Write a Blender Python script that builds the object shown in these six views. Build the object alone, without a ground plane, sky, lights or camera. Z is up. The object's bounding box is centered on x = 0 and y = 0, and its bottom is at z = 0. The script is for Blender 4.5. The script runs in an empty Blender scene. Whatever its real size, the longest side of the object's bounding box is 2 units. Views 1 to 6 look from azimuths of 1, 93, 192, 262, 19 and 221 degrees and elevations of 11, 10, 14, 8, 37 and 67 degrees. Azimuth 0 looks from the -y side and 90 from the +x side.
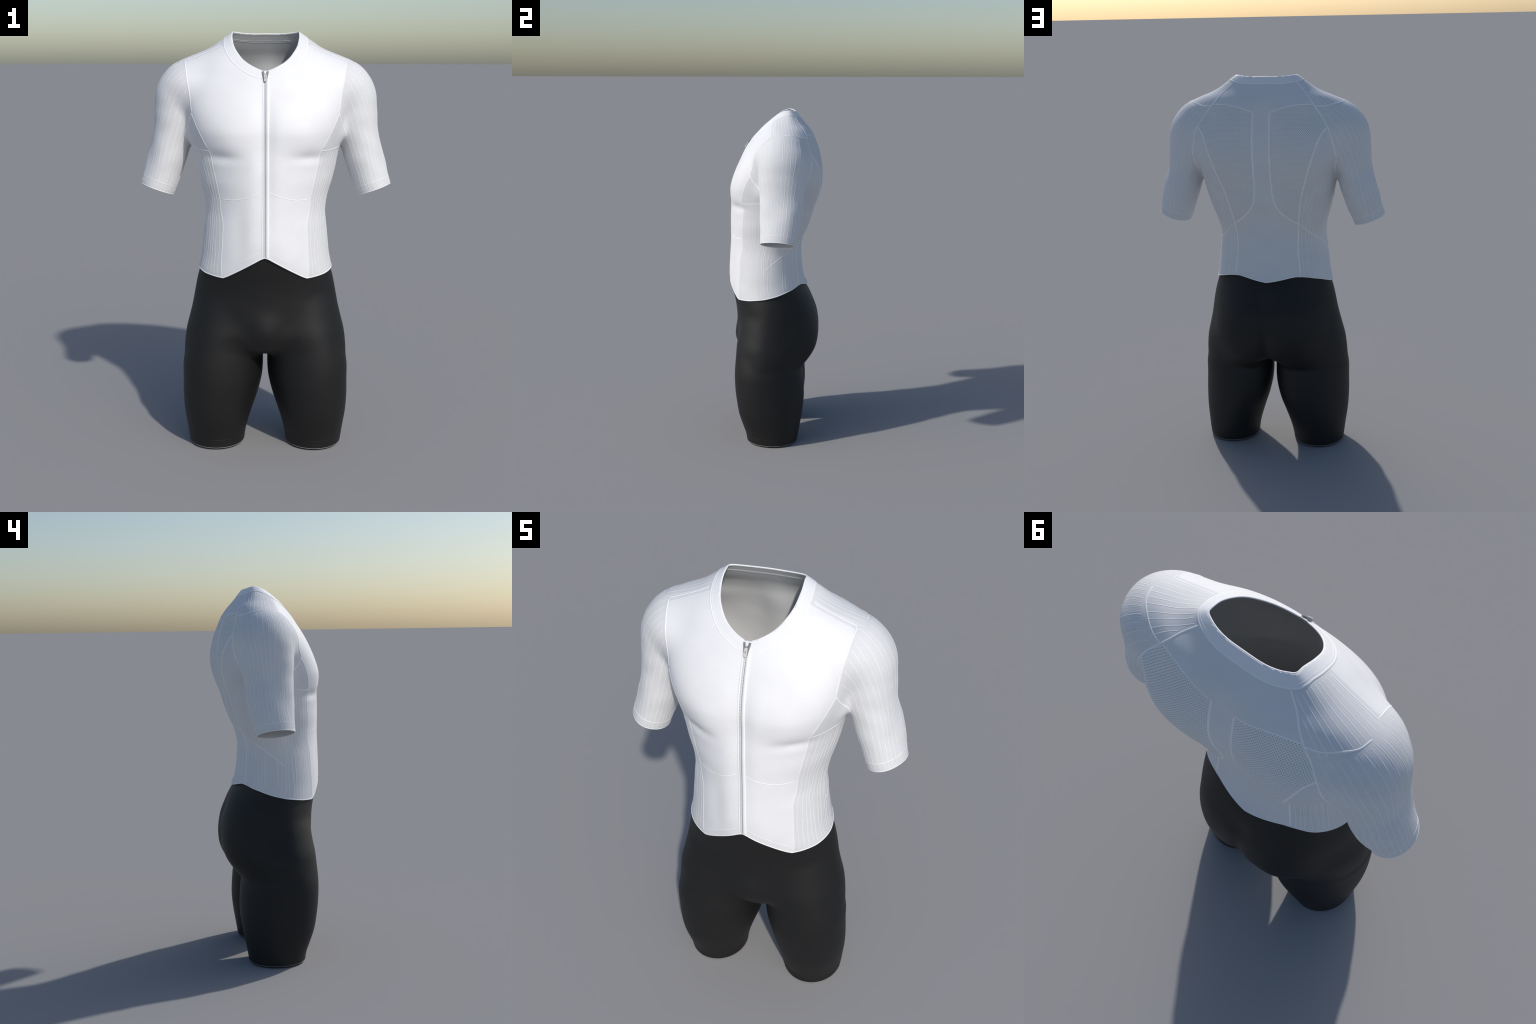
"""Short-sleeved white cycling jersey over black cycling shorts, standing empty as if worn.

The body shape is one implicit field (torso rings + arm tubes + leg tubes + muscle bumps).
Its zero surface is meshed, projected, and cut into garment panels along the sewing lines;
ribs, seams, hems, collar and zip are laid on that same surface as real raised geometry.
"""
import bpy, math, random
import numpy as np
from mathutils import Vector

random.seed(7)
RNG = np.random.default_rng(7)

# ----------------------------------------------------------------------------- numeric helpers
def curve(xs, ys):
    """smooth interpolation through control points (cubic Hermite, finite-difference slopes)"""
    xs = np.asarray(xs, float); ys = np.asarray(ys, float)
    o = np.argsort(xs); xs, ys = xs[o], ys[o]
    h = np.diff(xs); d = np.diff(ys) / h
    m = np.empty_like(ys)
    m[0], m[-1] = d[0], d[-1]
    m[1:-1] = (d[:-1] * h[1:] + d[1:] * h[:-1]) / (h[1:] + h[:-1])
    def f(x):
        x = np.clip(np.asarray(x, float), xs[0], xs[-1])
        i = np.clip(np.searchsorted(xs, x) - 1, 0, len(xs) - 2)
        t = (x - xs[i]) / h[i]
        return ((2*t**3 - 3*t**2 + 1) * ys[i] + (t**3 - 2*t**2 + t) * h[i] * m[i]
                + (-2*t**3 + 3*t**2) * ys[i+1] + (t**3 - t**2) * h[i] * m[i+1])
    return f

def smin(a, b, k):
    h = np.clip(0.5 + 0.5 * (b - a) / k, 0, 1)
    return b + (a - b) * h - k * h * (1 - h)

def smax(a, b, k):
    return -smin(-a, -b, k)

def step(e0, e1, x):
    t = np.clip((x - e0) / (e1 - e0), 0, 1)
    return t * t * (3 - 2 * t)

# ----------------------------------------------------------------------------- body profile
# torso rings:  z, half width, y of the widest line, front y, back y, front power, back power
TORSO = np.array([
    (2.060, .100, .085,  .050, .108, 2.0, 2.0),
    (2.000, .150, .080, -.004, .106, 2.0, 2.1),
    (1.985, .173, .079, -.017, .121, 2.0, 2.15),
    (1.962, .205, .078, -.036, .140, 2.0, 2.2),
    (1.924, .262, .075, -.068, .172, 2.0, 2.2),
    (1.886, .336, .070, -.095, .205, 2.0, 2.2),
    (1.850, .372, .062, -.123, .230, 2.0, 2.2),
    (1.800, .380, .050, -.157, .252, 2.1, 2.3),
    (1.750, .388, .040, -.187, .267, 2.3, 2.5),
    (1.690, .385, .030, -.217, .276, 2.5, 2.7),
    (1.620, .375, .022, -.245, .281, 2.6, 2.8),
    (1.550, .362, .015, -.260, .276, 2.5, 2.9),
    (1.500, .353, .012, -.263, .265, 2.3, 2.9),
    (1.460, .346, .008, -.266, .252, 2.1, 2.9),
    (1.420, .338, .003, -.271, .239, 1.93, 2.9),
    (1.380, .331, -.002, -.275, .229, 1.82, 2.8),
    (1.310, .313, -.010, -.276, .206, 1.82, 2.6),
    (1.240, .292, -.020, -.275, .176, 1.80, 2.4),
    (1.178, .283, -.030, -.276, .160, 1.78, 2.2),
    (1.100, .289, -.035, -.278, .160, 1.78, 2.2),
    (1.026, .296, -.035, -.279, .166, 1.80, 2.2),
    (0.960, .300, -.030, -.273, .179, 1.9, 2.1),
    (0.900, .312, -.025, -.260, .208, 2.0, 2.0),
    (0.840, .327, -.025, -.246, .234, 2.0, 1.95),
    (0.780, .339, -.025, -.237, .254, 2.0, 1.95),
    (0.720, .350, -.030, -.231, .262, 2.12, 1.95),
    (0.650, .3635, -.035, -.226, .263, 2.12, 2.0),
    (0.580, .374, -.035, -.219, .252, 2.12, 2.0),
    (0.540, .373, -.035, -.209, .236, 2.0, 2.0),
    (0.500, .366, -.035, -.200, .214, 2.0, 2.0),
    (0.460, .350, -.035, -.190, .183, 2.3, 2.0),
    (0.400, .360, -.035, -.180, .150, 2.3, 2.0),
])
T_A, T_C, T_F, T_B, T_NF, T_NB = [curve(TORSO[:, 0], TORSO[:, i]) for i in range(1, 7)]

# arm rings: position along the upper arm (0 = below the cuff, 1 = inside the shoulder),
# side offset of the ring centre, y of the centre, radius across, radius front-back
ARM_A = np.array((.532, 1.215)); ARM_B = np.array((.372, 1.775))
ARM_L = float(np.linalg.norm(ARM_B - ARM_A)); ARM_D = (ARM_B - ARM_A) / ARM_L
ARM_N = np.array((-ARM_D[1], ARM_D[0])) * -1          # points away from the torso
ARM = np.array([
    (0.00,  .000, .030, .080, .092),
    (0.09,  .002, .036, .0825, .097),
    (0.22, -.002, .046, .086, .110),
    (0.37, -.004, .054, .090, .119),
    (0.54, -.002, .056, .093, .124),
    (0.70,  .000, .056, .112, .130),
    (0.85,  .002, .056, .120, .128),
    (1.00,  .000, .056, .090, .100),
    (1.12,  .000, .056, .050, .060),
    (1.20,  .000, .056, .030, .030),
])
DELTOID_C, DELTOID_R = (.388, .055, 1.715), (.121, .124, .136)
A_O, A_Y, A_R, A_S = [curve(ARM[:, 0], ARM[:, i]) for i in range(1, 5)]

# leg rings: z, inner x, outer x, front y, back y
LEG = np.array([
    (-.06, .108, .368, -.150, .135),
    (0.00, .104, .374, -.158, .145),
    (0.05, .098, .380, -.165, .153),
    (0.10, .086, .3865, -.182, .162),
    (0.175, .062, .396, -.206, .175),
    (0.26, .033, .400, -.221, .185),
    (0.345, .0145, .399, -.231, .184),
    (0.43, .010, .397, -.233, .176),
    (0.50, .012, .383, -.229, .170),
    (0.56, .024, .365, -.222, .163),
    (0.62, .048, .342, -.205, .145),
    (0.68, .080, .312, -.178, .115),
    (0.75, .120, .275, -.135, .070),
    (0.82, .160, .230, -.080, .010),
])
LEG_LEAN = .17
L_I, L_O, L_F, L_B = [curve(LEG[:, 0], LEG[:, i]) for i in range(1, 5)]

# muscle bumps (mirrored in x): centre, size, height of the swelling (negative = hollow)
BUMPS = [
    ((.150, -.230, 1.520), (.105, .10, .080), .014),     # chest muscle
    ((.190, -.200, 1.432), (.080, .08, .026), -.010),    # crease under it
    ((.115, -.250, 1.080), (.035, .08, .130), -.003),    # outer edge of the belly muscle
    ((.065, -.270, 1.100), (.035, .08, .150), .002),     # belly muscle
    ((.000, -.270, 1.440), (.040, .08, .300), -.014),    # midline of chest and belly
    ((.140, .150, .660), (.110, .12, .130), .044),       # buttock
    ((.150, .190, .530), (.070, .08, .050), .008),       # lower cheek
    ((.000, .250, .600), (.030, .10, .130), -.014),      # cleft
    ((.000, .180, .500), (.055, .12, .060), -.016),      # arch between the legs
    ((.000, -.215, .610), (.072, .08, .080), .028),      # front pouch
    ((.000, .260, 1.520), (.085, .10, .250), -.036),     # spine furrow
    ((.250, .240, 1.620), (.100, .11, .140), .028),      # shoulder blade
    ((.335, .180, 1.630), (.050, .06, .070), .020),      # back of the armpit
    ((.420, .170, 1.750), (.090, .07, .090), .007),      # back of the shoulder
    ((.000, .260, 1.790), (.075, .10, .090), -.020),     # between the shoulder blades
    ((.300, .230, 1.690), (.060, .10, .080), .010),      # outer shoulder blade
    ((.000, .190, 1.280), (.060, .10, .060), -.015),     # small of the back
    ((.230, .130, 1.240), (.060, .08, .070), .013),      # flank
    ((.270, .120, .970), (.060, .08, .050), .008),       # hip crest
    ((.000, .250, .810), (.050, .10, .060), -.012),      # sacrum
    ((.320, .105, .690), (.060, .08, .110), -.009),      # hollow beside the buttock
    ((.165, .230, .570), (.070, .10, .060), .008),       # cheek
    ((.150, .175, .448), (.090, .08, .022), -.010),      # fold under the buttock
    ((.570, .105, 1.400), (.050, .06, .120), .009),      # back of the upper arm
    ((.565, -.030, 1.380), (.050, .06, .130), -.006),    # front of the upper arm
    ((.355, -.065, 1.525), (.030, .05, .050), .012),     # cloth across the front armpit
    ((.375, .140, 1.490), (.030, .05, .050), -.010),     # fold behind the armpit
    ((.385, -.080, 1.780), (.090, .07, .090), .009),     # front of the shoulder
    ((.385, .060, 1.880), (.060, .09, .050), -.000),     # dip between neck slope and shoulder
]

def field(P):
    x = np.abs(P[:, 0]); y = P[:, 1]; z = P[:, 2]
    # torso
    a, c, f, b, nf, nb = T_A(z), T_C(z), T_F(z), T_B(z), T_NF(z), T_NB(z)
    dy = y - c
    front = dy < 0
    depth = np.where(front, c - f, b - c)
    n = np.where(front, nf, nb)
    q = ((x / a) ** n + (np.abs(dy) / depth + 1e-9) ** n) ** (1 / n)
    r = np.sqrt(x * x + dy * dy)
    torso = np.where(q > 1e-4, r * (1 - 1 / np.maximum(q, 1e-4)), -np.minimum(a, depth))
    fore = step(.02, .16, -y)
    under = (1 - fore) * (.490 - .050 * step(.05, .16, x)) + fore * (.493 + .075 * step(.02, .16, x))
    torso = smax(torso, under - z, .04 + .015 * fore)
    torso = smax(torso, z - 2.045, .01)
    # arm
    px, pz = x - ARM_A[0], z - ARM_A[1]
    t = (px * ARM_D[0] + pz * ARM_D[1]) / ARM_L
    s = px * ARM_N[0] + pz * ARM_N[1] - A_O(t)
    w = y - A_Y(t)
    ra, rs = A_R(t), A_S(t)
    q = np.sqrt((s / ra) ** 2 + (w / rs) ** 2) + 1e-6
    arm = np.sqrt(s * s + w * w) * (1 - 1 / q)
    arm = np.where(q < 1e-3, -ra, arm)
    arm = smax(arm, (t - .98) * ARM_L, .05)
    arm = np.maximum(arm, -(t + .03) * ARM_L)
    # round shoulder cap
    e = np.array(DELTOID_C); r = np.array(DELTOID_R)
    dx, dy, dz = x - e[0], y - e[1], z - e[2]
    q = np.sqrt((dx / r[0]) ** 2 + (dy / r[1]) ** 2 + (dz / r[2]) ** 2) + 1e-6
    cap = np.sqrt(dx * dx + dy * dy + dz * dz) * (1 - 1 / q)
    cap = np.where(q < 1e-3, -.1, cap)
    arm = smin(arm, cap, .03)
    # leg
    i, o, f, b = L_I(z), L_O(z), L_F(z), L_B(z)
    cx, cy, rx, ry = (i + o) / 2, (f + b) / 2, (o - i) / 2, (b - f) / 2
    u, v = x - cx, y - cy
    u1, v1 = u / rx, v / ry                        # thigh section leans: fuller front-outside and back-inside
    lean = LEG_LEAN * step(-.02, .30, z)
    q = np.sqrt((u1 * u1 + v1 * v1 + 2 * lean * u1 * v1) / (1 - lean ** 2)) + 1e-6
    leg = np.sqrt(u * u + v * v) * (1 - 1 / q)
    leg = smax(leg, z - .80, .04)
    F = smin(torso, arm, .036 + .070 * step(1.60, 1.78, z))
    F = smin(F, leg, .058 + .020 * step(-.05, .15, -y) * step(.42, .52, z))
    # soft wrinkles of the sleeves and slight unevenness of the jersey
    F = F - .0016 * step(.36, .44, x) * step(1.20, 1.26, z) * (1 - step(1.52, 1.66, z)) * np.sin(46 * z + 9 * y) * np.sin(31 * y + 14 * z + 21 * x)
    for (bx, by, bz), (sx, sy, sz), h in BUMPS:
        g = h * np.exp(-((y - by) / sy) ** 2 - ((z - bz) / sz) ** 2)
        e = np.exp(-((x - bx) / sx) ** 2)
        if bx > 0:
            e = e + np.exp(-((x + bx) / sx) ** 2)
        F = F - g * e
    return F

def gradient(P, e=1e-3):
    G = np.empty_like(P)
    for k in range(3):
        d = np.zeros(3); d[k] = e
        G[:, k] = (field(P + d) - field(P - d)) / (2 * e)
    return G

def project(P, rounds=5):
    P = np.array(P, float)
    for _ in range(rounds):
        G = gradient(P)
        g2 = np.maximum((G * G).sum(1), .2)
        m = np.clip(field(P) / g2, -.02, .02)
        P = P - G * m[:, None]
    return P

def normals(P):
    G = gradient(P)
    return G / np.maximum(np.linalg.norm(G, axis=1), 1e-9)[:, None]

def cast(O, D, tmax, steps=160):
    """last crossing from inside to outside along rays O + t D  (t in 0..tmax)"""
    O, D = np.asarray(O, float), np.asarray(D, float)
    ts = np.linspace(0, tmax, steps)
    V = np.stack([field(O + D * t) for t in ts], 1)
    inside = V < 0
    k = np.where(inside.any(1), steps - 1 - inside[:, ::-1].argmax(1), 0)
    lo = ts[k]; hi = ts[np.minimum(k + 1, steps - 1)]
    for _ in range(22):
        mid = (lo + hi) / 2
        neg = field(O + D * mid[:, None]) < 0
        lo = np.where(neg, mid, lo); hi = np.where(neg, hi, mid)
    return O + D * lo[:, None]

def cast_first(O, D, tmax, steps=160):
    """first crossing from inside to outside"""
    O, D = np.asarray(O, float), np.asarray(D, float)
    ts = np.linspace(0, tmax, steps)
    V = np.stack([field(O + D * t) for t in ts], 1)
    k = np.maximum((V > 0).argmax(1), 1)
    lo, hi = ts[k - 1], ts[k]
    for _ in range(22):
        mid = (lo + hi) / 2
        neg = field(O + D * mid[:, None]) < 0
        lo = np.where(neg, mid, lo); hi = np.where(neg, hi, mid)
    return O + D * lo[:, None]

# ----------------------------------------------------------------------------- surface mesh
def body_mesh(h=.0075):
    """surface nets over the field, verts pushed exactly onto the zero surface; triangles"""
    nx = int(.66 / h)
    xs = np.arange(-nx, nx + 1) * h
    ys = np.arange(-.34, .36, h)
    zs = np.arange(-.05, 2.06, h)
    X, Y, Z = np.meshgrid(xs[nx:], ys, zs, indexing="ij")
    shape = X.shape
    pts = np.stack([X.ravel(), Y.ravel(), Z.ravel()], 1)
    V = np.concatenate([field(c) for c in np.array_split(pts, 12)]).reshape(shape)
    V = np.concatenate([V[:0:-1], V], 0)
    S = V < 0
    n = np.array(S.shape)
    corner = np.zeros(n - 1, int)
    for i in (0, 1):
        for j in (0, 1):
            for k in (0, 1):
                corner += S[i:n[0]-1+i, j:n[1]-1+j, k:n[2]-1+k]
    active = (corner > 0) & (corner < 8)
    ids = -np.ones(active.shape, int)
    cells = np.argwhere(active)
    ids[tuple(cells.T)] = np.arange(len(cells))
    # vertex = mean of edge crossings
    acc = np.zeros((len(cells), 3)); cnt = np.zeros(len(cells))
    C = [(i, j, k) for i in (0, 1) for j in (0, 1) for k in (0, 1)]
    for p in C:
        for q in C:
            if p < q and sum(abs(a - b) for a, b in zip(p, q)) == 1:
                a = V[cells[:, 0]+p[0], cells[:, 1]+p[1], cells[:, 2]+p[2]]
                b = V[cells[:, 0]+q[0], cells[:, 1]+q[1], cells[:, 2]+q[2]]
                m = (a < 0) != (b < 0)
                t = np.where(m, a / np.where(m, a - b, 1), 0)
                pos = np.array(p) + (np.array(q) - np.array(p)) * t[:, None]
                acc[m] += pos[m]; cnt[m] += 1
    P = (cells + acc / cnt[:, None]) * h + np.array([xs[0], ys[0], zs[0]])
    quads = []
    for ax in range(3):
        o = [0, 1, 2]; o.remove(ax); b, c = o
        sl0 = [slice(None)] * 3; sl1 = [slice(None)] * 3
        sl0[ax] = slice(0, -1); sl1[ax] = slice(1, None)
        for s_ in (sl0, sl1):
            s_[b] = slice(1, -1); s_[c] = slice(1, -1)
        s0, s1 = S[tuple(sl0)], S[tuple(sl1)]
        for flip, m in ((False, s0 & ~s1), (True, ~s0 & s1)):
            e = np.argwhere(m); e[:, b] += 1; e[:, c] += 1
            def cell(db, dc):
                k = e.copy(); k[:, b] -= db; k[:, c] -= dc
                return ids[tuple(k.T)]
            q = np.stack([cell(1, 1), cell(0, 1), cell(0, 0), cell(1, 0)], 1)
            if ax == 1:
                q = q[:, ::-1]
            quads.append(q[:, ::-1] if flip else q)
    Q = np.concatenate(quads)
    Q = Q[(Q >= 0).all(1)]
    P = project(P, 4)
    P[np.abs(P[:, 0]) < 1e-6, 0] = 0
    alt = np.linalg.norm(P[Q[:, 0]] - P[Q[:, 2]], axis=1) <= np.linalg.norm(P[Q[:, 1]] - P[Q[:, 3]], axis=1)
    T = np.concatenate([Q[alt][:, [0, 1, 2]], Q[alt][:, [0, 2, 3]], Q[~alt][:, [0, 1, 3]], Q[~alt][:, [1, 2, 3]]])
    return P, T

def clip(P, T, g):
    """keep the part of a triangle mesh where g > 0, cutting triangles exactly along g = 0"""
    P = np.asarray(P)
    g = np.where(np.abs(g) < 1e-7, 1e-7, g)
    pos = g[T] > 0
    cnt = pos.sum(1)
    out = [T[cnt == 3]]
    newP, cache = [], {}
    base = len(P)
    def cut(a, b):
        key = (a, b) if a < b else (b, a)
        if key not in cache:
            i, j = key
            t = g[i] / (g[i] - g[j])
            newP.append(P[i] + (P[j] - P[i]) * t)
            cache[key] = base + len(newP) - 1
        return cache[key]
    extra = []
    for tri, ps in zip(T[(cnt == 1) | (cnt == 2)], pos[(cnt == 1) | (cnt == 2)]):
        if ps.sum() == 1:
            k = int(np.argmax(ps)); a, b, c = tri[k], tri[(k+1) % 3], tri[(k+2) % 3]
            extra.append((a, cut(a, b), cut(a, c)))
        else:
            k = int(np.argmin(ps)); a, b, c = tri[k], tri[(k+1) % 3], tri[(k+2) % 3]
            ab, ac = cut(a, b), cut(a, c)
            extra.append((ab, b, c)); extra.append((ab, c, ac))
    if extra:
        out.append(np.array(extra))
    T2 = np.concatenate(out)
    P2 = np.concatenate([P, np.array(newP).reshape(-1, 3)])
    used, inv = np.unique(T2, return_inverse=True)
    P2 = P2[used]; T2 = inv.reshape(-1, 3)
    # weld vertices the cut put on top of each other, drop collapsed triangles
    _, first, inv = np.unique(np.round(P2, 6), axis=0, return_index=True, return_inverse=True)
    inv = inv.reshape(-1)
    T2 = inv[T2]; P2 = P2[first]
    ok = (T2[:, 0] != T2[:, 1]) & (T2[:, 1] != T2[:, 2]) & (T2[:, 0] != T2[:, 2])
    return P2, T2[ok]

# ----------------------------------------------------------------------------- blender helpers

def make(name, P, F, mat, parent=None, N=None, smooth=True, kind=None):
    me = bpy.data.meshes.new(name)
    me.from_pydata([tuple(map(float, p)) for p in P], [], [tuple(int(i) for i in f) for f in F])
    me.materials.append(mat)
    me.polygons.foreach_set("use_smooth", [smooth] * len(me.polygons))
    me.update()
    if N is not None:
        me.normals_split_custom_set_from_vertices([tuple(map(float, n)) for n in N])
    ob = bpy.data.objects.new(name, me)
    bpy.context.scene.collection.objects.link(ob)
    if parent:
        ob.parent = parent
    if kind:
        ob["kind"] = kind
    return ob

def boundary_loops(T):
    E = np.concatenate([T[:, [0, 1]], T[:, [1, 2]], T[:, [2, 0]]])
    key = np.sort(E, 1)
    _, inv, c = np.unique(key, axis=0, return_inverse=True, return_counts=True)
    return E[c[inv.reshape(-1)] == 1]

# ----------------------------------------------------------------------------- materials
def fabric(name, colour, rough=.8, weave=None, bump=.15, grain=(900, .06), sheen=.0, spec=.3, rib=None, holes=None):
    m = bpy.data.materials.new(name); m.use_nodes = True
    nt = m.node_tree; nd = nt.nodes; L = nt.links
    b = nd["Principled BSDF"]
    b.inputs["Roughness"].default_value = rough
    b.inputs["Specular IOR Level"].default_value = spec
    b.inputs["Sheen Weight"].default_value = sheen
    tc = nd.new("ShaderNodeTexCoord")
    def noise(scale, detail=3):
        n = nd.new("ShaderNodeTexNoise"); n.inputs["Scale"].default_value = scale
        n.inputs["Detail"].default_value = detail
        L.new(tc.outputs["Object"], n.inputs["Vector"]); return n
    def ramp(src, lo, hi, p0=.3, p1=.7):
        r = nd.new("ShaderNodeMapRange"); r.inputs["From Min"].default_value = p0; r.inputs["From Max"].default_value = p1
        r.inputs["To Min"].default_value = lo; r.inputs["To Max"].default_value = hi
        L.new(src, r.inputs["Value"]); return r.outputs["Result"]
    def mul(a, bb):
        x = nd.new("ShaderNodeMath"); x.operation = "MULTIPLY"; L.new(a, x.inputs[0])
        if hasattr(bb, "is_linked"): L.new(bb, x.inputs[1])
        else: x.inputs[1].default_value = bb
        return x.outputs[0]
    fine = noise(grain[0], 2)
    broad = noise(9, 4)
    k = mul(ramp(fine.outputs["Fac"], 1 - grain[1], 1 + grain[1]), ramp(broad.outputs["Fac"], .975, 1.015))
    height = fine.outputs["Fac"]
    if holes:
        (px, pz), dark = holes
        sep = nd.new("ShaderNodeSeparateXYZ"); L.new(tc.outputs["Object"], sep.inputs[0])
        def wave(src, period):
            ma = nd.new("ShaderNodeMath"); ma.operation = "MULTIPLY"; ma.inputs[1].default_value = 2 * math.pi / period; L.new(src, ma.inputs[0])
            si = nd.new("ShaderNodeMath"); si.operation = "COSINE"; L.new(ma.outputs[0], si.inputs[0])
            return si.outputs[0]
        pr = mul(wave(sep.outputs["X"], px), wave(sep.outputs["Z"], pz))
        hole = ramp(pr, 1.0, dark, .30, .85)
        k = mul(k, hole)
        height = hole
    col = nd.new("ShaderNodeMix"); col.data_type = "RGBA"; col.blend_type = "MULTIPLY"
    col.inputs["Factor"].default_value = 1
    col.inputs["A"].default_value = (*colour, 1)
    cmb = nd.new("ShaderNodeCombineColor")
    for s in ("Red", "Green", "Blue"): L.new(k, cmb.inputs[s])
    L.new(cmb.outputs[0], col.inputs["B"])
    L.new(col.outputs["Result"], b.inputs["Base Color"])
    bm = nd.new("ShaderNodeBump"); bm.inputs["Strength"].default_value = bump; bm.inputs["Distance"].default_value = .002
    L.new(height, bm.inputs["Height"]); L.new(bm.outputs[0], b.inputs["Normal"])
    return m

M_FRONT = fabric("smooth_white_fabric", (.875, .875, .89), rough=.55, spec=.5)
M_RIBBED = fabric("ribbed_white_fabric", (.74, .745, .76))
M_PLAIN = fabric("underarm_white_fabric", (.74, .745, .76))
M_BACK = fabric("back_white_fabric", (.76, .765, .78))
M_MESH = fabric("perforated_white_mesh", (.80, .805, .815), holes=((.0100, .0118), .50), bump=.4)
M_SEAM = fabric("white_seam_tape", (.92, .92, .93))
M_RIB = fabric("white_rib_yarn", (.86, .86, .87))
M_RIB_FINE = fabric("fine_white_rib_yarn", (.81, .81, .82))
M_PULL = fabric("zip_pull_silver", (.62, .62, .62), rough=.4)
M_LINING = fabric("grey_white_lining", (.70, .71, .72))
M_BLACK = fabric("black_lycra", (.0085, .0085, .0088), rough=.58, spec=.40, sheen=.0, bump=.05)
M_GRIP = fabric("pale_gripper_band", (.26, .26, .26))
M_METAL = fabric("zip_metal", (.27, .27, .27), rough=.35)
M_METAL.node_tree.nodes["Principled BSDF"].inputs["Metallic"].default_value = .5
M_TEETH = fabric("zip_teeth_grey", (.34, .34, .35), rough=.5)
M_TAPE = fabric("zip_tape_pale", (.60, .62, .66))

# ----------------------------------------------------------------------------- sewing lines
# neck opening: half width of the opening seen from the front (by z), height of the back edge (by x)
X_NECK = curve([1.8165, 1.818, 1.8213, 1.8277, 1.842, 1.8655, 1.8985, 1.929, 1.954, 1.980, 1.992, 2.002, 2.03],
               [.004, .015, .026, .041, .069, .102, .130, .1480, .1550, .1585, .1570, .154, .13])
Z_NECK = curve([-.01, .0, .09, .122, .138, .148, .20], [1.9885, 1.9885, 1.989, 1.9920, 1.9945, 1.9950, 1.9950])
Y_NECK = .080
HEM_ANGLES = np.radians([0, 5, 25, 44, 49, 56, 70, 88, 101, 115, 128, 135, 143, 151, 160, 170, 177, 180])
HEM_HEIGHTS = [.980, .972, .925, .882, .8725, .8745, .881, .896, .914, .938, .954, .959, .961, .955, .947, .939, .9345, .933]
def HEM(a):
    """height of the jersey hem by the angle round the waist (0 = front); straight runs, crisp points"""
    return np.interp(np.abs(a), HEM_ANGLES, HEM_HEIGHTS)
def hem_angle(P):
    return np.arctan2(np.abs(P[:, 0]), -(P[:, 1] + .04))
CUFF_C = np.array((.518, 1.259)); CUFF_D = np.array((-.342, .940)); CUFF_TILT = .075   # point on the cuff plane, direction up the arm

def g_neck(P):
    ax = np.abs(P[:, 0])
    fore = np.where(P[:, 2] < 1.815, .2, np.minimum(ax - X_NECK(P[:, 2]), Z_NECK(ax) - P[:, 2]))
    return np.where(P[:, 1] < Y_NECK, fore, Z_NECK(ax) - P[:, 2])
def g_hem(P): return P[:, 2] - HEM(hem_angle(P))
def g_cuff(P):
    on_arm = np.abs(P[:, 0]) - .395
    d = (np.abs(P[:, 0]) - CUFF_C[0]) * CUFF_D[0] + (P[:, 2] - CUFF_C[1] + CUFF_TILT * (P[:, 1] - .036)) * CUFF_D[1]
    return np.where((on_arm > 0) & (P[:, 2] > .9), d, .2)

S_FRONT = curve([1.40, 1.54, 1.572, 1.60, 1.63, 1.674, 1.725, 1.784, 1.82, 1.862, 2.0],
                [.372, .366, .359, .348, .340, .344, .351, .362, .368, .377, .40])
S_BACK = curve([1.40, 1.54, 1.595, 1.643, 1.696, 1.751, 1.804, 1.859, 1.907, 1.966, 2.03],
               [.380, .378, .372, .362, .350, .331, .297, .257, .216, .158, .10])
Y_SHOULDER = .004
def g_sleeve(P):
    ax = np.abs(P[:, 0]); B = P[:, 1] - Y_SHOULDER
    A = ax - S_FRONT(P[:, 2]); C = (ax - S_BACK(P[:, 2]))
    g = np.minimum(np.maximum(A, B), np.maximum(C, -B))
    return g

# princess line at the front (x by z) and side seam at the back (x by z)
X_PRINCESS = curve([.80, .877, .955, 1.024, 1.08, 1.114, 1.15, 1.183, 1.239, 1.303, 1.391, 1.457, 1.487, 1.559, 1.628, 1.70],
                   [.206, .202, .199, .197, .195, .193, .197, .204, .208, .221, .240, .255, .272, .309, .340, .37])
X_BACKSIDE = curve([.90, .965, 1.041, 1.118, 1.238, 1.32, 1.422, 1.514, 1.611, 1.677, 1.72, 1.751, 1.80],
                   [.178, .173, .166, .161, .168, .180, .203, .232, .264, .287, .307, .331, .36])
Y_SPLIT = -.01
Z_UNDERARM = 1.466
def g_side(P):
    ax = np.abs(P[:, 0])
    return np.where(P[:, 1] < Y_SPLIT, ax - X_PRINCESS(P[:, 2]), ax - X_BACKSIDE(P[:, 2]))
X_MESH_IN = curve([1.20, 1.244, 1.279, 1.325, 1.385, 1.44, 1.497, 1.612, 1.723, 1.819, 1.9],
                  [.22, .163, .116, .073, .050, .045, .0435, .044, .0435, .0425, .042])
Z_MESH_TOP = curve([.0, .042, .11, .184, .225, .257, .35], [1.80, 1.819, 1.843, 1.856, 1.858, 1.857, 1.85])
def g_mesh(P):
    ax = np.abs(P[:, 0]); z = P[:, 2]
    g = np.minimum(ax - X_MESH_IN(z), X_BACKSIDE(z) - ax)
    g = np.minimum(g, Z_MESH_TOP(ax) - z)
    g = np.minimum(g, z - 1.238)
    return np.minimum(g, P[:, 1] - .05)

# ----------------------------------------------------------------------------- build the sheets
BP, BT = body_mesh()

def puff(P):
    """jersey stands off the skin slightly towards its hem, shorts stay tight"""
    return .0015 + .0045 * (1 - step(.93, 1.06, P[:, 2])) * (np.abs(P[:, 0]) < .40)

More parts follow.
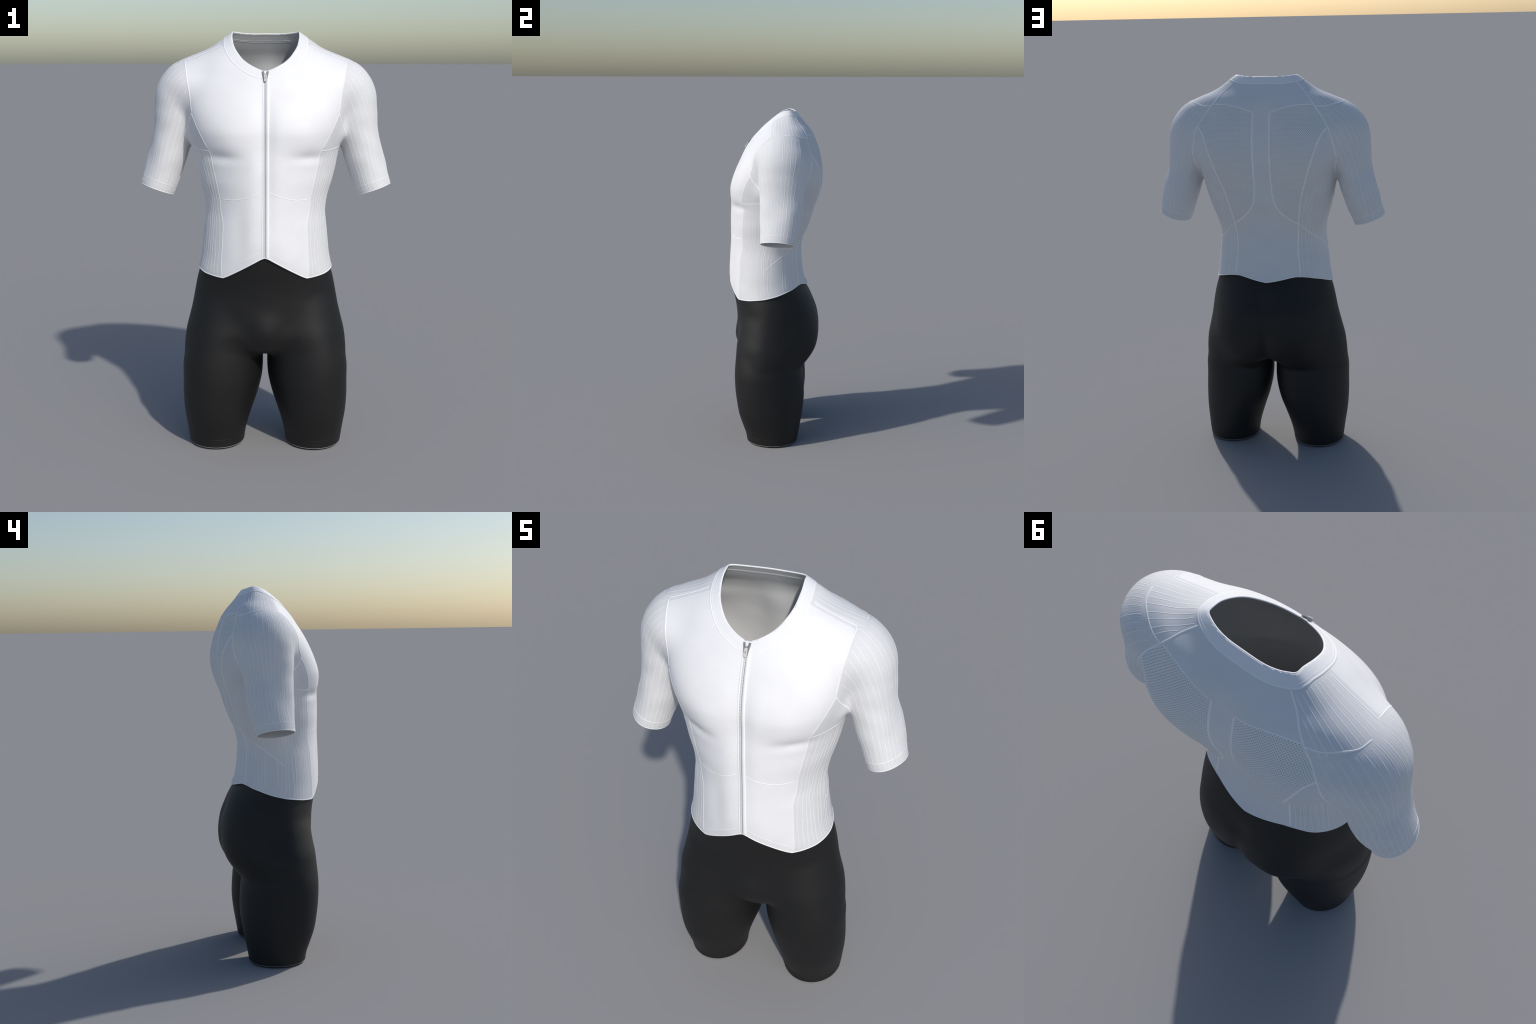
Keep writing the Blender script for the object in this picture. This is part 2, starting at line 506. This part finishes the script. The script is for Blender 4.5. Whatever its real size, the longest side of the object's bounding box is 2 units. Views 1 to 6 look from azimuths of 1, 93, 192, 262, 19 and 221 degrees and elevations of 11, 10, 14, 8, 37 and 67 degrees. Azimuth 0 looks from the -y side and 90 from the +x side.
suit = bpy.data.objects.new("cycling_suit", None)
bpy.context.scene.collection.objects.link(suit)
suit["label"] = "white ribbed short-sleeve cycling jersey over tight black shorts"
suit["category"] = "cycling clothing"

J = clip(BP, BT, g_neck(BP)); J = clip(*J, g_hem(J[0])); J = clip(*J, g_cuff(J[0]))

def sheet(name, mesh, mat, parent, kind=None):
    P, T = mesh
    N = normals(P)
    return make(name, P + N * puff(P)[:, None], T, mat, parent, N=N, kind=kind)

sl = clip(*J, g_sleeve(J[0])); body = clip(*J, -g_sleeve(J[0]))
side = clip(*body, g_side(body[0])); rest = clip(*body, -g_side(body[0]))
front = clip(*rest, Y_SPLIT - rest[0][:, 1]); back = clip(*rest, rest[0][:, 1] - Y_SPLIT)
mesh_ = clip(*back, g_mesh(back[0])); back = clip(*back, -g_mesh(back[0]))
ribbed_side = clip(*side, Z_UNDERARM - side[0][:, 2] - .35 * np.maximum(0, side[0][:, 1] - .05))
under = clip(*side, -(Z_UNDERARM - side[0][:, 2] - .35 * np.maximum(0, side[0][:, 1] - .05)))

jersey = sheet("jersey", back, M_BACK, suit)
def pair(name, mesh, mat):
    for sgn in (1, -1):
        h = clip(*mesh, sgn * mesh[0][:, 0])
        sheet(name, h, mat, jersey)
pair("front_panel", front, M_FRONT)
pair("sleeve", sl, M_RIBBED)
pair("side_panel", ribbed_side, M_RIBBED)
pair("underarm_panel", under, M_PLAIN)
pair("mesh_back_panel", mesh_, M_MESH)

# lining: the same sheet 3 mm inside, closed to the outside along every opening
def lining(name, mesh, mat, parent, depth, off):
    P, T = mesh; N = normals(P)
    outer = P + N * (off(P) - .0004)[:, None]; inner = P - N * depth
    E = boundary_loops(T); n = len(P)
    used = np.unique(E)
    mp = {int(v): n + i for i, v in enumerate(used)}
    Q = [tuple(t[::-1]) for t in T]
    W = [(int(a), int(b), mp[int(b)], mp[int(a)]) for a, b in E]
    return make(name, np.concatenate([inner, outer[used]]), Q + W, mat, parent)
lining("lining", J, M_LINING, jersey, .003, puff)

# ----------------------------------------------------------------------------- ribbons and tubes
def resample(P, d=.007):
    P = np.asarray(P, float)
    L = np.concatenate([[0], np.cumsum(np.linalg.norm(np.diff(P, axis=0), axis=1))])
    n = max(3, int(L[-1] / d) + 1)
    t = np.linspace(0, L[-1], n)
    return np.stack([np.interp(t, L, P[:, k]) for k in range(3)], 1)

def spline(points, d=.007):
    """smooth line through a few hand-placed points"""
    P = np.asarray(points, float)
    L = np.concatenate([[0], np.cumsum(np.linalg.norm(np.diff(P, axis=0), axis=1))])
    t = np.linspace(0, L[-1], max(4, int(L[-1] / d) + 1))
    return np.stack([curve(L, P[:, k])(t) for k in range(3)], 1)

class Stuff:
    """collects strips into one mesh"""
    def __init__(self): self.P, self.F, self.n = [], [], 0
    def add(self, P, F):
        self.P.append(P); self.F += [tuple(i + self.n for i in f) for f in F]; self.n += len(P)
    def build(self, name, mat, parent, kind=None):
        return make(name, np.concatenate(self.P), self.F, mat, parent, kind=kind)

def ribbon(out, line, width, height, closed=False, lift=None, inside=0.0, taper=True, known=None):
    """low rounded ridge lying on the cloth along a line"""
    P = project(line, 3) if known is None else line
    N = normals(P) if known is None else known
    T = np.roll(P, -1, 0) - np.roll(P, 1, 0)
    if not closed:
        T[0] = P[1] - P[0]; T[-1] = P[-1] - P[-2]
    T /= np.maximum(np.linalg.norm(T, axis=1), 1e-9)[:, None]
    S = np.cross(N, T); S /= np.maximum(np.linalg.norm(S, axis=1), 1e-9)[:, None]
    base = puff(P) if lift is None else np.full(len(P), lift)
    off = np.array([-.5, -.36, -.12, .12, .36, .5]) * width
    hh = np.array([-.0006, .65 * height, height, height, .65 * height, -.0006])
    n = len(P); rows = []
    for k in range(6):
        h = np.full(n, hh[k])
        if taper and not closed:
            h[0] = h[-1] = -.0008
        if inside:
            rows.append(P + S * off[k] - N * (inside + h)[:, None])
        else:
            rows.append(P + S * off[k] + N * (base + h)[:, None])
    V = np.stack(rows, 1).reshape(-1, 3)
    F = []
    m = n if closed else n - 1
    for i in range(m):
        j = (i + 1) % n
        for k in range(5):
            q = (i*6+k, j*6+k, j*6+k+1, i*6+k+1)
            F.append(q if inside else q[::-1])
    out.add(V, F)

def tube(out, P, radius, closed=True, sides=8):
    P = np.asarray(P, float); n = len(P)
    T = np.roll(P, -1, 0) - np.roll(P, 1, 0)
    if not closed:
        T[0] = P[1] - P[0]; T[-1] = P[-1] - P[-2]
    T /= np.linalg.norm(T, axis=1)[:, None]
    A = normals(P); B = np.cross(T, A); B /= np.linalg.norm(B, axis=1)[:, None]; A = np.cross(B, T)
    V = np.stack([P + radius * (math.cos(a) * A + math.sin(a) * B) for a in np.arange(sides) * 2 * math.pi / sides], 1).reshape(-1, 3)
    F = []
    for i in range(n if closed else n - 1):
        j = (i + 1) % n
        for k in range(sides):
            l = (k + 1) % sides
            F.append((i*sides+k, j*sides+k, j*sides+l, i*sides+l)[::-1])
    out.add(V, F)

def mirror(L):
    L = np.array(L, float); L[:, 0] *= -1
    return L

def runs(L, keep, least=4):
    """pieces of a line where keep is true"""
    out, cur = [], []
    for p, k in zip(L, keep):
        if k: cur.append(p)
        else:
            if len(cur) >= least: out.append(np.array(cur))
            cur = []
    if len(cur) >= least: out.append(np.array(cur))
    return out

def ring(fun, n=360, rmax=.45):
    """closed outline: fun(angle, r) -> point; the r where the body surface is met"""
    a = np.linspace(0, 2 * math.pi, n, endpoint=False)
    lo, hi = np.full(n, .01), np.full(n, rmax)
    first = np.zeros(n, bool)
    for r in np.linspace(.01, rmax, 200):
        out = field(fun(a, np.full(n, r))) > 0
        hit = out & ~first
        hi = np.where(hit, r, hi); lo = np.where(hit, r - rmax / 199, lo); first |= out
    for _ in range(20):
        m = (lo + hi) / 2; neg = field(fun(a, m)) < 0
        lo = np.where(neg, m, lo); hi = np.where(neg, hi, m)
    return fun(a, lo)

def neck_line():
    """the edge of the neck opening, followed round the cut jersey, evened out"""
    P, T = J; E = boundary_loops(T)
    nxt = {int(a): int(b) for a, b in E if P[a, 2] > 1.78 and abs(P[a, 0]) < .2}
    start = min(nxt, key=lambda v: P[v, 2]); order, v = [start], nxt[start]
    while v != start and v in nxt:
        order.append(v); v = nxt[v]
    L = P[order]
    L = resample(np.concatenate([L, L[:1]]), .004)[:-1]
    for _ in range(4):
        L = .25 * np.roll(L, 1, 0) + .5 * L + .25 * np.roll(L, -1, 0)
    L = .5 * (L + mirror(np.roll(L[::-1], 1, 0))) if np.abs(L[1:, 0] + L[1:][::-1, 0]).max() < .004 else L
    return project(L, 2)
NECK_LINE = neck_line()
HEM_LINE = ring(lambda a, r: np.stack([r * np.sin(a), -.04 - r * np.cos(a), HEM(np.abs(np.arctan2(np.sin(a), np.cos(a))))], 1))
CUFF_LINE = ring(lambda a, r: np.stack([CUFF_C[0] + r * np.sin(a) * CUFF_D[1], .036 - r * np.cos(a), CUFF_C[1] - r * np.sin(a) * CUFF_D[0] + CUFF_TILT * r * np.cos(a)], 1), rmax=.2)

def line_distance(P, L):
    d = np.full(len(P), 9.0)
    near = np.where(np.abs(P - L.mean(0)).max(1) < .5)[0]
    for c in np.array_split(near, max(1, len(near) // 2000)):
        d[c] = np.sqrt(((P[c][:, None] - L[None]) ** 2).sum(2)).min(1)
    return d

# ----------------------------------------------------------------------------- collar, cuffs, hem
COLLAR_W = .043
dn = line_distance(J[0], NECK_LINE)
collar_mesh = clip(*J, COLLAR_W - dn)
def raised(name, mesh, mat, parent, lift, rim):
    """band lying on the jersey, with its own edge turned down onto the cloth"""
    P, T = mesh; N = normals(P); n = len(P)
    top = P + N * (puff(P) + lift)[:, None]
    E = boundary_loops(T); used = np.unique(E); mp = {int(v): n + i for i, v in enumerate(used)}
    low = P[used] + N[used] * (puff(P[used]) - .001)[:, None]
    W = [(int(b), int(a), mp[int(a)], mp[int(b)]) for a, b in E]
    return make(name, np.concatenate([top, low]), [tuple(t) for t in T] + W, mat, parent, smooth=True)
collar = raised("collar", collar_mesh, M_FRONT, jersey, .0012, True)

edge = Stuff()
keep = (NECK_LINE[:, 2] > 1.8185)
k0 = int(np.argmin(keep)); rolled = np.roll(np.arange(len(keep)), -k0)
NECK_OPEN = NECK_LINE[[i for i in rolled if keep[i]]]
first_gap = int(np.argmax(np.linalg.norm(np.diff(NECK_OPEN, axis=0), axis=1)))
if np.linalg.norm(NECK_OPEN[first_gap + 1] - NECK_OPEN[first_gap]) > .02:
    NECK_OPEN = np.roll(NECK_OPEN, -(first_gap + 1), 0)
tube(edge, NECK_OPEN, .0028, closed=False)
edge.build("collar_edge", M_SEAM, jersey)
for sgn in (1, -1):
    e = Stuff(); c = CUFF_LINE * (sgn, 1, 1)
    tube(e, c, .0024); e.build("cuff_edge", M_SEAM, jersey)
he = Stuff(); hl = HEM_LINE + normals(HEM_LINE) * (puff(HEM_LINE) - .001)[:, None]
tube(he, hl, .0027); he.build("hem_edge", M_SEAM, jersey)

# ----------------------------------------------------------------------------- seams
def front_hit(x, z):
    x = np.asarray(x, float); z = np.asarray(z, float)
    return cast(np.stack([x, np.full_like(x, 0), z], 1), np.tile((0, -1., 0), (len(x), 1)), .45)
def back_hit(x, z):
    x = np.asarray(x, float); z = np.asarray(z, float)
    return cast(np.stack([x, np.full_like(x, 0), z], 1), np.tile((0, 1., 0), (len(x), 1)), .45)

seams = Stuff(); fine_seams = Stuff()
def seam(L, w=.0068, h=.0011, out=None):
    for m in (np.asarray(L), mirror(L)):
        ribbon(seams if out is None else out, resample(m, .006), w, h)

zz = np.linspace(1.63, 1.862, 40); L = front_hit(S_FRONT(zz), zz); L = L[L[:, 1] < Y_SHOULDER + .004]
armhole_low = spline([(.340, -.134, 1.630), (.346, -.112, 1.597), (.356, -.085, 1.566), (.366, -.04, 1.535), (.372, .02, 1.522), (.375, .08, 1.535), (.376, .13, 1.565), (.372, .170, 1.595)])
seam(L); seam(armhole_low)
xx = np.linspace(.380, .206, 30)
seam(cast(np.stack([xx, np.full(30, Y_SHOULDER), np.full(30, 1.72)], 1), np.tile((0, 0, 1.), (30, 1)), .35), .0058, .0009)
zz = np.linspace(1.595, 1.962, 60); seam(back_hit(S_BACK(zz), zz))
seam(spline([(.262, .2, 1.857), (.31, .19, 1.860), (.36, .15, 1.868), (.395, .11, 1.873), (.405, .062, 1.873)]))
zz = np.linspace(1.470, 1.630, 30); seam(front_hit(X_PRINCESS(zz), zz), .0055, .0008)
zz = np.linspace(.885, 1.466, 80); seam(front_hit(X_PRINCESS(zz), zz), .0045, .0008)
zz = np.linspace(.966, 1.751, 100); L = back_hit(X_BACKSIDE(zz), zz); seam(L, .008, .0012)
seam(spline([(.250, -.185, 1.461), (.29, -.13, 1.466), (.33, -.08, 1.470), (.35, -.02, 1.475)]), .0055, .0008)
zz = np.linspace(1.244, 1.819, 80); seam(back_hit(X_MESH_IN(zz), zz), .0085, .0012)
xx = np.linspace(.0425, .257, 40); seam(back_hit(xx, Z_MESH_TOP(xx)), .006, .0009)
seam(spline([(.163, .17, 1.244), (.190, .16, 1.222), (.216, .14, 1.196), (.25, .110, 1.172), (.285, .05, 1.143), (.295, .005, 1.110), (.29, -.05, 1.067)]), .005, .0008)
seam(spline([(.017, -.27, 1.279), (.05, -.27, 1.264), (.085, -.265, 1.252), (.141, -.25, 1.239), (.19, -.22, 1.237), (.208, -.2, 1.239)]), .005, .0007)
# collar seam, stitched twice
def below(L, d, up):
    A = L
    s = None
    for _ in range(4):
        N = normals(A); T = np.roll(A, -1, 0) - np.roll(A, 1, 0); T /= np.linalg.norm(T, axis=1)[:, None]
        S = np.cross(N, T)
        if s is None:
            s = 1 if ((S[:, 2].mean() > 0) == up) else -1
        A = project(A + S * (s * d / 4), 2)
        k = np.array([.25, .5, .25]); A = .25 * np.roll(A, 1, 0) + .5 * A + .25 * np.roll(A, -1, 0)
    return A
collar_low = below(NECK_LINE, COLLAR_W - .001, False)
clear = np.abs(collar_low[:, 0]) + np.maximum(0, collar_low[:, 1]) * 5 > .014
i0 = int(np.argmin(clear)); order = np.roll(np.arange(len(clear)), -i0)
piece = max(runs(collar_low[order], clear[order]), key=len)
ribbon(seams, resample(piece, .006), .009, .0018)
ribbon(fine_seams, resample(max(runs(below(NECK_LINE, COLLAR_W - .012, False)[order], clear[order]), key=len), .006), .002, .0017)
for sgn in (1, -1):
    c = CUFF_LINE * (sgn, 1, 1)
    ribbon(fine_seams, below(c, .038, True), .0030, .0008, closed=True)
hb = below(HEM_LINE, .030, True)
for p in runs(np.concatenate([hb, hb[:2]]), np.concatenate([(hb[:, 1] < -.15) & (np.abs(hb[:, 0]) > .015) & (np.abs(hb[:, 0]) < .2), [False, False]])):
    ribbon(fine_seams, resample(p, .008), .003, .0005)
# stitching seen on the inside of the back collar
inner = Stuff()
for d in (.040, .047):
    q = below(NECK_LINE, d, False)
    for p in runs(q, q[:, 1] > .05, 20):
        ribbon(inner, resample(p, .008), .003, .0008, inside=.0030)
inner.build("inner_stitching", M_LINING, jersey, "stuff")
seams.build("seam", M_SEAM, jersey, "stuff")
fine_seams.build("stitching", M_SEAM, jersey, "stuff")

# ----------------------------------------------------------------------------- knitted ribs
SPINE_X = curve([0, .12, .40, .60, .78, 1.0, 1.15], [.535, .512, .452, .410, .350, .235, .15])
SPINE_Z = curve([0, .12, .40, .60, .78, 1.0, 1.15], [1.205, 1.275, 1.500, 1.635, 1.745, 1.835, 1.86])
SPINE_Y = curve([0, .12, .40, .60, .78, 1.0, 1.15], [.032, .037, .056, .058, .060, .070, .075])
def sleeve_ribs(phis, s0=.04, s1=1.12, n=120, wob=0.0):
    """lines that run along the arm at fixed angles round the bent arm-to-neck spine"""
    phis = np.asarray(phis, float); m = len(phis)
    s = np.tile(np.linspace(s0, s1, n), m); seed = np.repeat(np.arange(m) * 1.7, n)
    O = np.stack([SPINE_X(s), SPINE_Y(s), SPINE_Z(s)], 1)
    e = 1e-3
    tx, tz = SPINE_X(s + e) - SPINE_X(s - e), SPINE_Z(s + e) - SPINE_Z(s - e)
    l = np.hypot(tx, tz); tx, tz = tx / l, tz / l
    a = np.repeat(phis, n) + wob * np.sin(s * 9 + seed) + wob * .6 * np.sin(s * 23 + seed * 2.3)
    D = np.stack([np.sin(a) * tz, -np.cos(a), -np.sin(a) * tx], 1)
    return cast_first(O, D, .30, 40).reshape(m, n, 3)
def lay(out, lines, w, h):
    """lay many lines and their mirror images in one go"""
    lines = [resample(r, .008) for r in lines]
    lines = lines + [mirror(r) for r in lines]
    at = np.cumsum([0] + [len(r) for r in lines])
    P = project(np.concatenate(lines), 2); N = normals(P)
    for i in range(len(lines)):
        ribbon(out, P[at[i]:at[i+1]], w, h, known=N[at[i]:at[i+1]])
def rib_family(out, phis, mask, w, h, wob=.01):
    A = sleeve_ribs(phis, wob=wob); m, n, _ = A.shape
    K = mask(A.reshape(-1, 3)).reshape(m, n)
    lines = []
    for L, k in zip(A, K):
        for r in runs(L, k, 6):
            if np.linalg.norm(np.diff(r, axis=0), axis=1).max() < .05: lines.append(r)
    lay(out, lines, w, h)
def in_yoke(P):
    ax = np.abs(P[:, 0])
    edge_x = np.interp(P[:, 1], [.0, .062, .11, .15, .19, .2, .3], [.41, .405, .395, .362, .31, .262, .25])
    return (P[:, 1] > Y_SHOULDER + .004) & (ax < edge_x)
def clear_neck(P):
    return line_distance(P, NECK_LINE) > COLLAR_W + .004
def in_sleeve(P):
    return (g_sleeve(P) > .004) & ~in_yoke(P) & (g_cuff(P) > .0)
def in_yoke_only(P):
    return (g_sleeve(P) > .006) & in_yoke(P) & clear_neck(P)
ribs, fine_ribs = Stuff(), Stuff()
NR = 32
main = (np.arange(NR) + RNG.uniform(-.16, .16, NR)) * 2 * math.pi / NR
rib_family(ribs, main, in_sleeve, .0030, .0004)
nf = NR * 3
fine = (np.arange(nf) + .5 + RNG.uniform(-.2, .2, nf)) * 2 * math.pi / nf
rib_family(fine_ribs, fine, in_sleeve, .0018, .0002)
# yoke ribs fan out from the collar towards the shoulder seam
yoke_lines = []
for k in range(10):
    f = (k + RNG.uniform(-.12, .12)) / 9
    t = np.linspace(0, 1, 50)
    x = .175 + .26 * t
    y = (.012 + .118 * f) * (1 - t) + (.020 + .190 * f) * t + .012 * np.sin(t * math.pi) * (f - .3)
    L = cast(np.stack([x, y, np.full_like(x, 1.72)], 1), np.tile((0, 0, 1.), (50, 1)), .35, 70)
    for r in runs(L, in_yoke_only(L), 6):
        if np.linalg.norm(np.diff(r, axis=0), axis=1).max() < .05: yoke_lines.append(r)
lay(ribs, yoke_lines, .0040, .0003)

def side_ribs(ts, z0, tops, wob, n=90):
    ts = np.asarray(ts, float); m = len(ts)
    z = np.concatenate([np.linspace(z0, t, n) for t in tops]); seed = np.repeat(np.arange(m) * 1.3, n)
    zc = np.linspace(z0 - .01, 1.56, 60)
    F_ = front_hit(X_PRINCESS(zc), zc); B_ = back_hit(X_BACKSIDE(zc), zc)
    af = curve(zc, np.arctan2(F_[:, 0], -(F_[:, 1] + .02)))(z); ab = curve(zc, np.arctan2(B_[:, 0], -(B_[:, 1] + .02)))(z)
    tt = np.repeat(ts, n) + wob * np.sin(z * 17 + seed) + wob * .6 * np.sin(z * 41 + 2 * seed)
    a = af + (ab - af) * tt
    O = np.stack([np.zeros_like(z), np.full_like(z, -.02), z], 1)
    D = np.stack([np.sin(a), -np.cos(a), np.zeros_like(z)], 1)
    return cast_first(O, D, .45, 70).reshape(m, n, 3)
def side_family(out, ts, w, h, wob):
    tops = np.interp(ts, [0, .45, .6, .75, 1], [1.462, 1.468, 1.50, 1.52, 1.40]) - RNG.uniform(0, .012, len(ts))
    A = side_ribs(ts, .87, tops, wob); m, n, _ = A.shape
    P = A.reshape(-1, 3); K = ((g_hem(P) > .004) & (g_sleeve(P) < -.01)).reshape(m, n)
    lines = []
    for L, k in zip(A, K):
        for r in runs(L, k, 8):
            if np.linalg.norm(np.diff(r, axis=0), axis=1).max() < .04: lines.append(r)
    lay(out, lines, w, h)
NS = 21
side_family(ribs, (np.arange(1, NS) + RNG.uniform(-.2, .2, NS - 1)) / NS, .0036, .0005, .004)
side_family(fine_ribs, (np.arange(2 * NS) + .5 + RNG.uniform(-.2, .2, 2 * NS)) / (2 * NS), .0018, .0002, .003)
ribs.build("knitted_rib", M_RIB, jersey, "stuff")
fine_ribs.build("fine_knitted_rib", M_RIB_FINE, jersey, "stuff")

# ----------------------------------------------------------------------------- zip
def zip_line(x, z0, z1, n=140):
    z = np.linspace(z0, z1, n)
    return front_hit(np.full(n, x), z)
def strip(name, x, z0, z1, w, h, mat, parent):
    o = Stuff(); ribbon(o, zip_line(x, z0, z1), w, h); return o.build(name, mat, parent)
zipper = strip("zipper", -.0040, .976, 1.775, .0064, .0006, M_TAPE, jersey)
strip("zip_cord", -.0002, .976, 1.775, .0028, .0016, M_SEAM, jersey)
strip("zip_tape", .0027, .976, 1.775, .0030, .0007, M_TEETH, jersey)
strip("zip_placket", .0115, .974, 1.800, .0145, .0034, M_SEAM, jersey)
strip("zip_placket", -.0110, .974, 1.800, .0075, .0016, M_FRONT, jersey)
teeth = Stuff()
tz = np.arange(.985, 1.765, .0062)
tp = front_hit(.0022 + .0007 * (-1.0) ** np.arange(len(tz)), tz); tp = tp + normals(tp) * (puff(tp) + .0008)[:, None]
for c in tp:
    b = np.array([(i, j, l) for i in (-1, 1) for j in (-1, 1) for l in (-1, 1)]) * (.0011, .0007, .0017) + c
    teeth.add(b, [(0, 1, 3, 2), (4, 6, 7, 5), (0, 4, 5, 1), (2, 3, 7, 6), (0, 2, 6, 4), (1, 5, 7, 3)])
teeth.build("zip_teeth", M_METAL, jersey, "stuff")

def plate(name, outline, depth, base, up, mat, parent, bevel=.0012, holes=()):
    """flat piece cut to an outline (x, along) standing on the chest, bevelled"""
    n = normals(base[None])[0]; right = np.array((1., 0, 0)); up = up / np.linalg.norm(up); out = np.cross(right, up)
    if out @ n < 0: out = -out
    m = len(outline)
    V = [base + right * a + up * b for a, b in outline] + [base + right * a + up * b + out * depth for a, b in outline]
    F = [tuple(range(m)), tuple(range(2 * m - 1, m - 1, -1))] + [(i, m + i, m + (i + 1) % m, (i + 1) % m) for i in range(m)]
    ob = make(name, V, F, mat, parent, smooth=False)
    b = ob.modifiers.new("bevel", "BEVEL"); b.width = bevel; b.segments = 2
    return ob
pz = front_hit([0., 0.], [1.774, 1.803]); up = pz[1] - pz[0]; nz = normals(pz)
base = pz[0] + nz[0] * .003
slider = plate("zip_slider", [(-.007, -.004), (.007, -.004), (.012, .022), (.0155, .044), (.0075, .046), (.0035, .030), (-.0035, .030), (-.0075, .046), (-.0155, .044), (-.012, .022)], .006, base, up, M_METAL, jersey)
tab = plate("zip_pull", [(-.0042, -.010), (.0042, -.010), (.0062, -.004), (.0066, .020), (.0045, .026), (-.0045, .026), (-.0066, .020), (-.0062, -.004)], .0045, base + nz[0] * .0062, up, M_PULL, jersey)
hole = plate("zip_pull_hole", [(-.0024, .004), (.0024, .004), (.0024, .013), (-.0024, .013)], .0006, base + nz[0] * .0105, up, M_TEETH, jersey, bevel=.0002)

# ----------------------------------------------------------------------------- shorts
SH = clip(BP, BT, 1.02 - BP[:, 2])
SH = clip(*SH, SH[0][:, 2])
def tuck(P): return -.006 * step(.86, .96, P[:, 2]) - .006 * (1 - step(.0, .014, P[:, 2])) ** 2
def shorts_sheet(name, mesh, parent):
    P, T = mesh; N = normals(P)
    return make(name, P + N * tuck(P)[:, None], T, M_BLACK, parent, N=N)
Z_LEG = .44
hips = clip(*SH, SH[0][:, 2] - Z_LEG)
shorts = shorts_sheet("shorts", hips, suit)
legs = clip(*SH, Z_LEG - SH[0][:, 2])
for sgn in (1, -1):
    shorts_sheet("leg", clip(*legs, sgn * legs[0][:, 0]), shorts)
lining("shorts_lining", SH, M_BLACK, shorts, .012, tuck)
for sgn in (1, -1):
    for nm, z, w, h, lift, mat in (("gripper_band", .0080, .0026, .0006, .0006, M_GRIP), ("leg_hem_stitch", .048, .0035, .0006, 0., M_BLACK)):
        L = ring(lambda a, r: np.stack([.24 + r * np.sin(a), -.01 - r * np.cos(a), np.full_like(a, z)], 1), n=200, rmax=.3) * (sgn, 1, 1)
        o = Stuff(); ribbon(o, L, w, h, closed=True, lift=lift - (.0015 if nm == "gripper_band" else 0)); o.build(nm, mat, shorts)

bpy.context.view_layer.update()
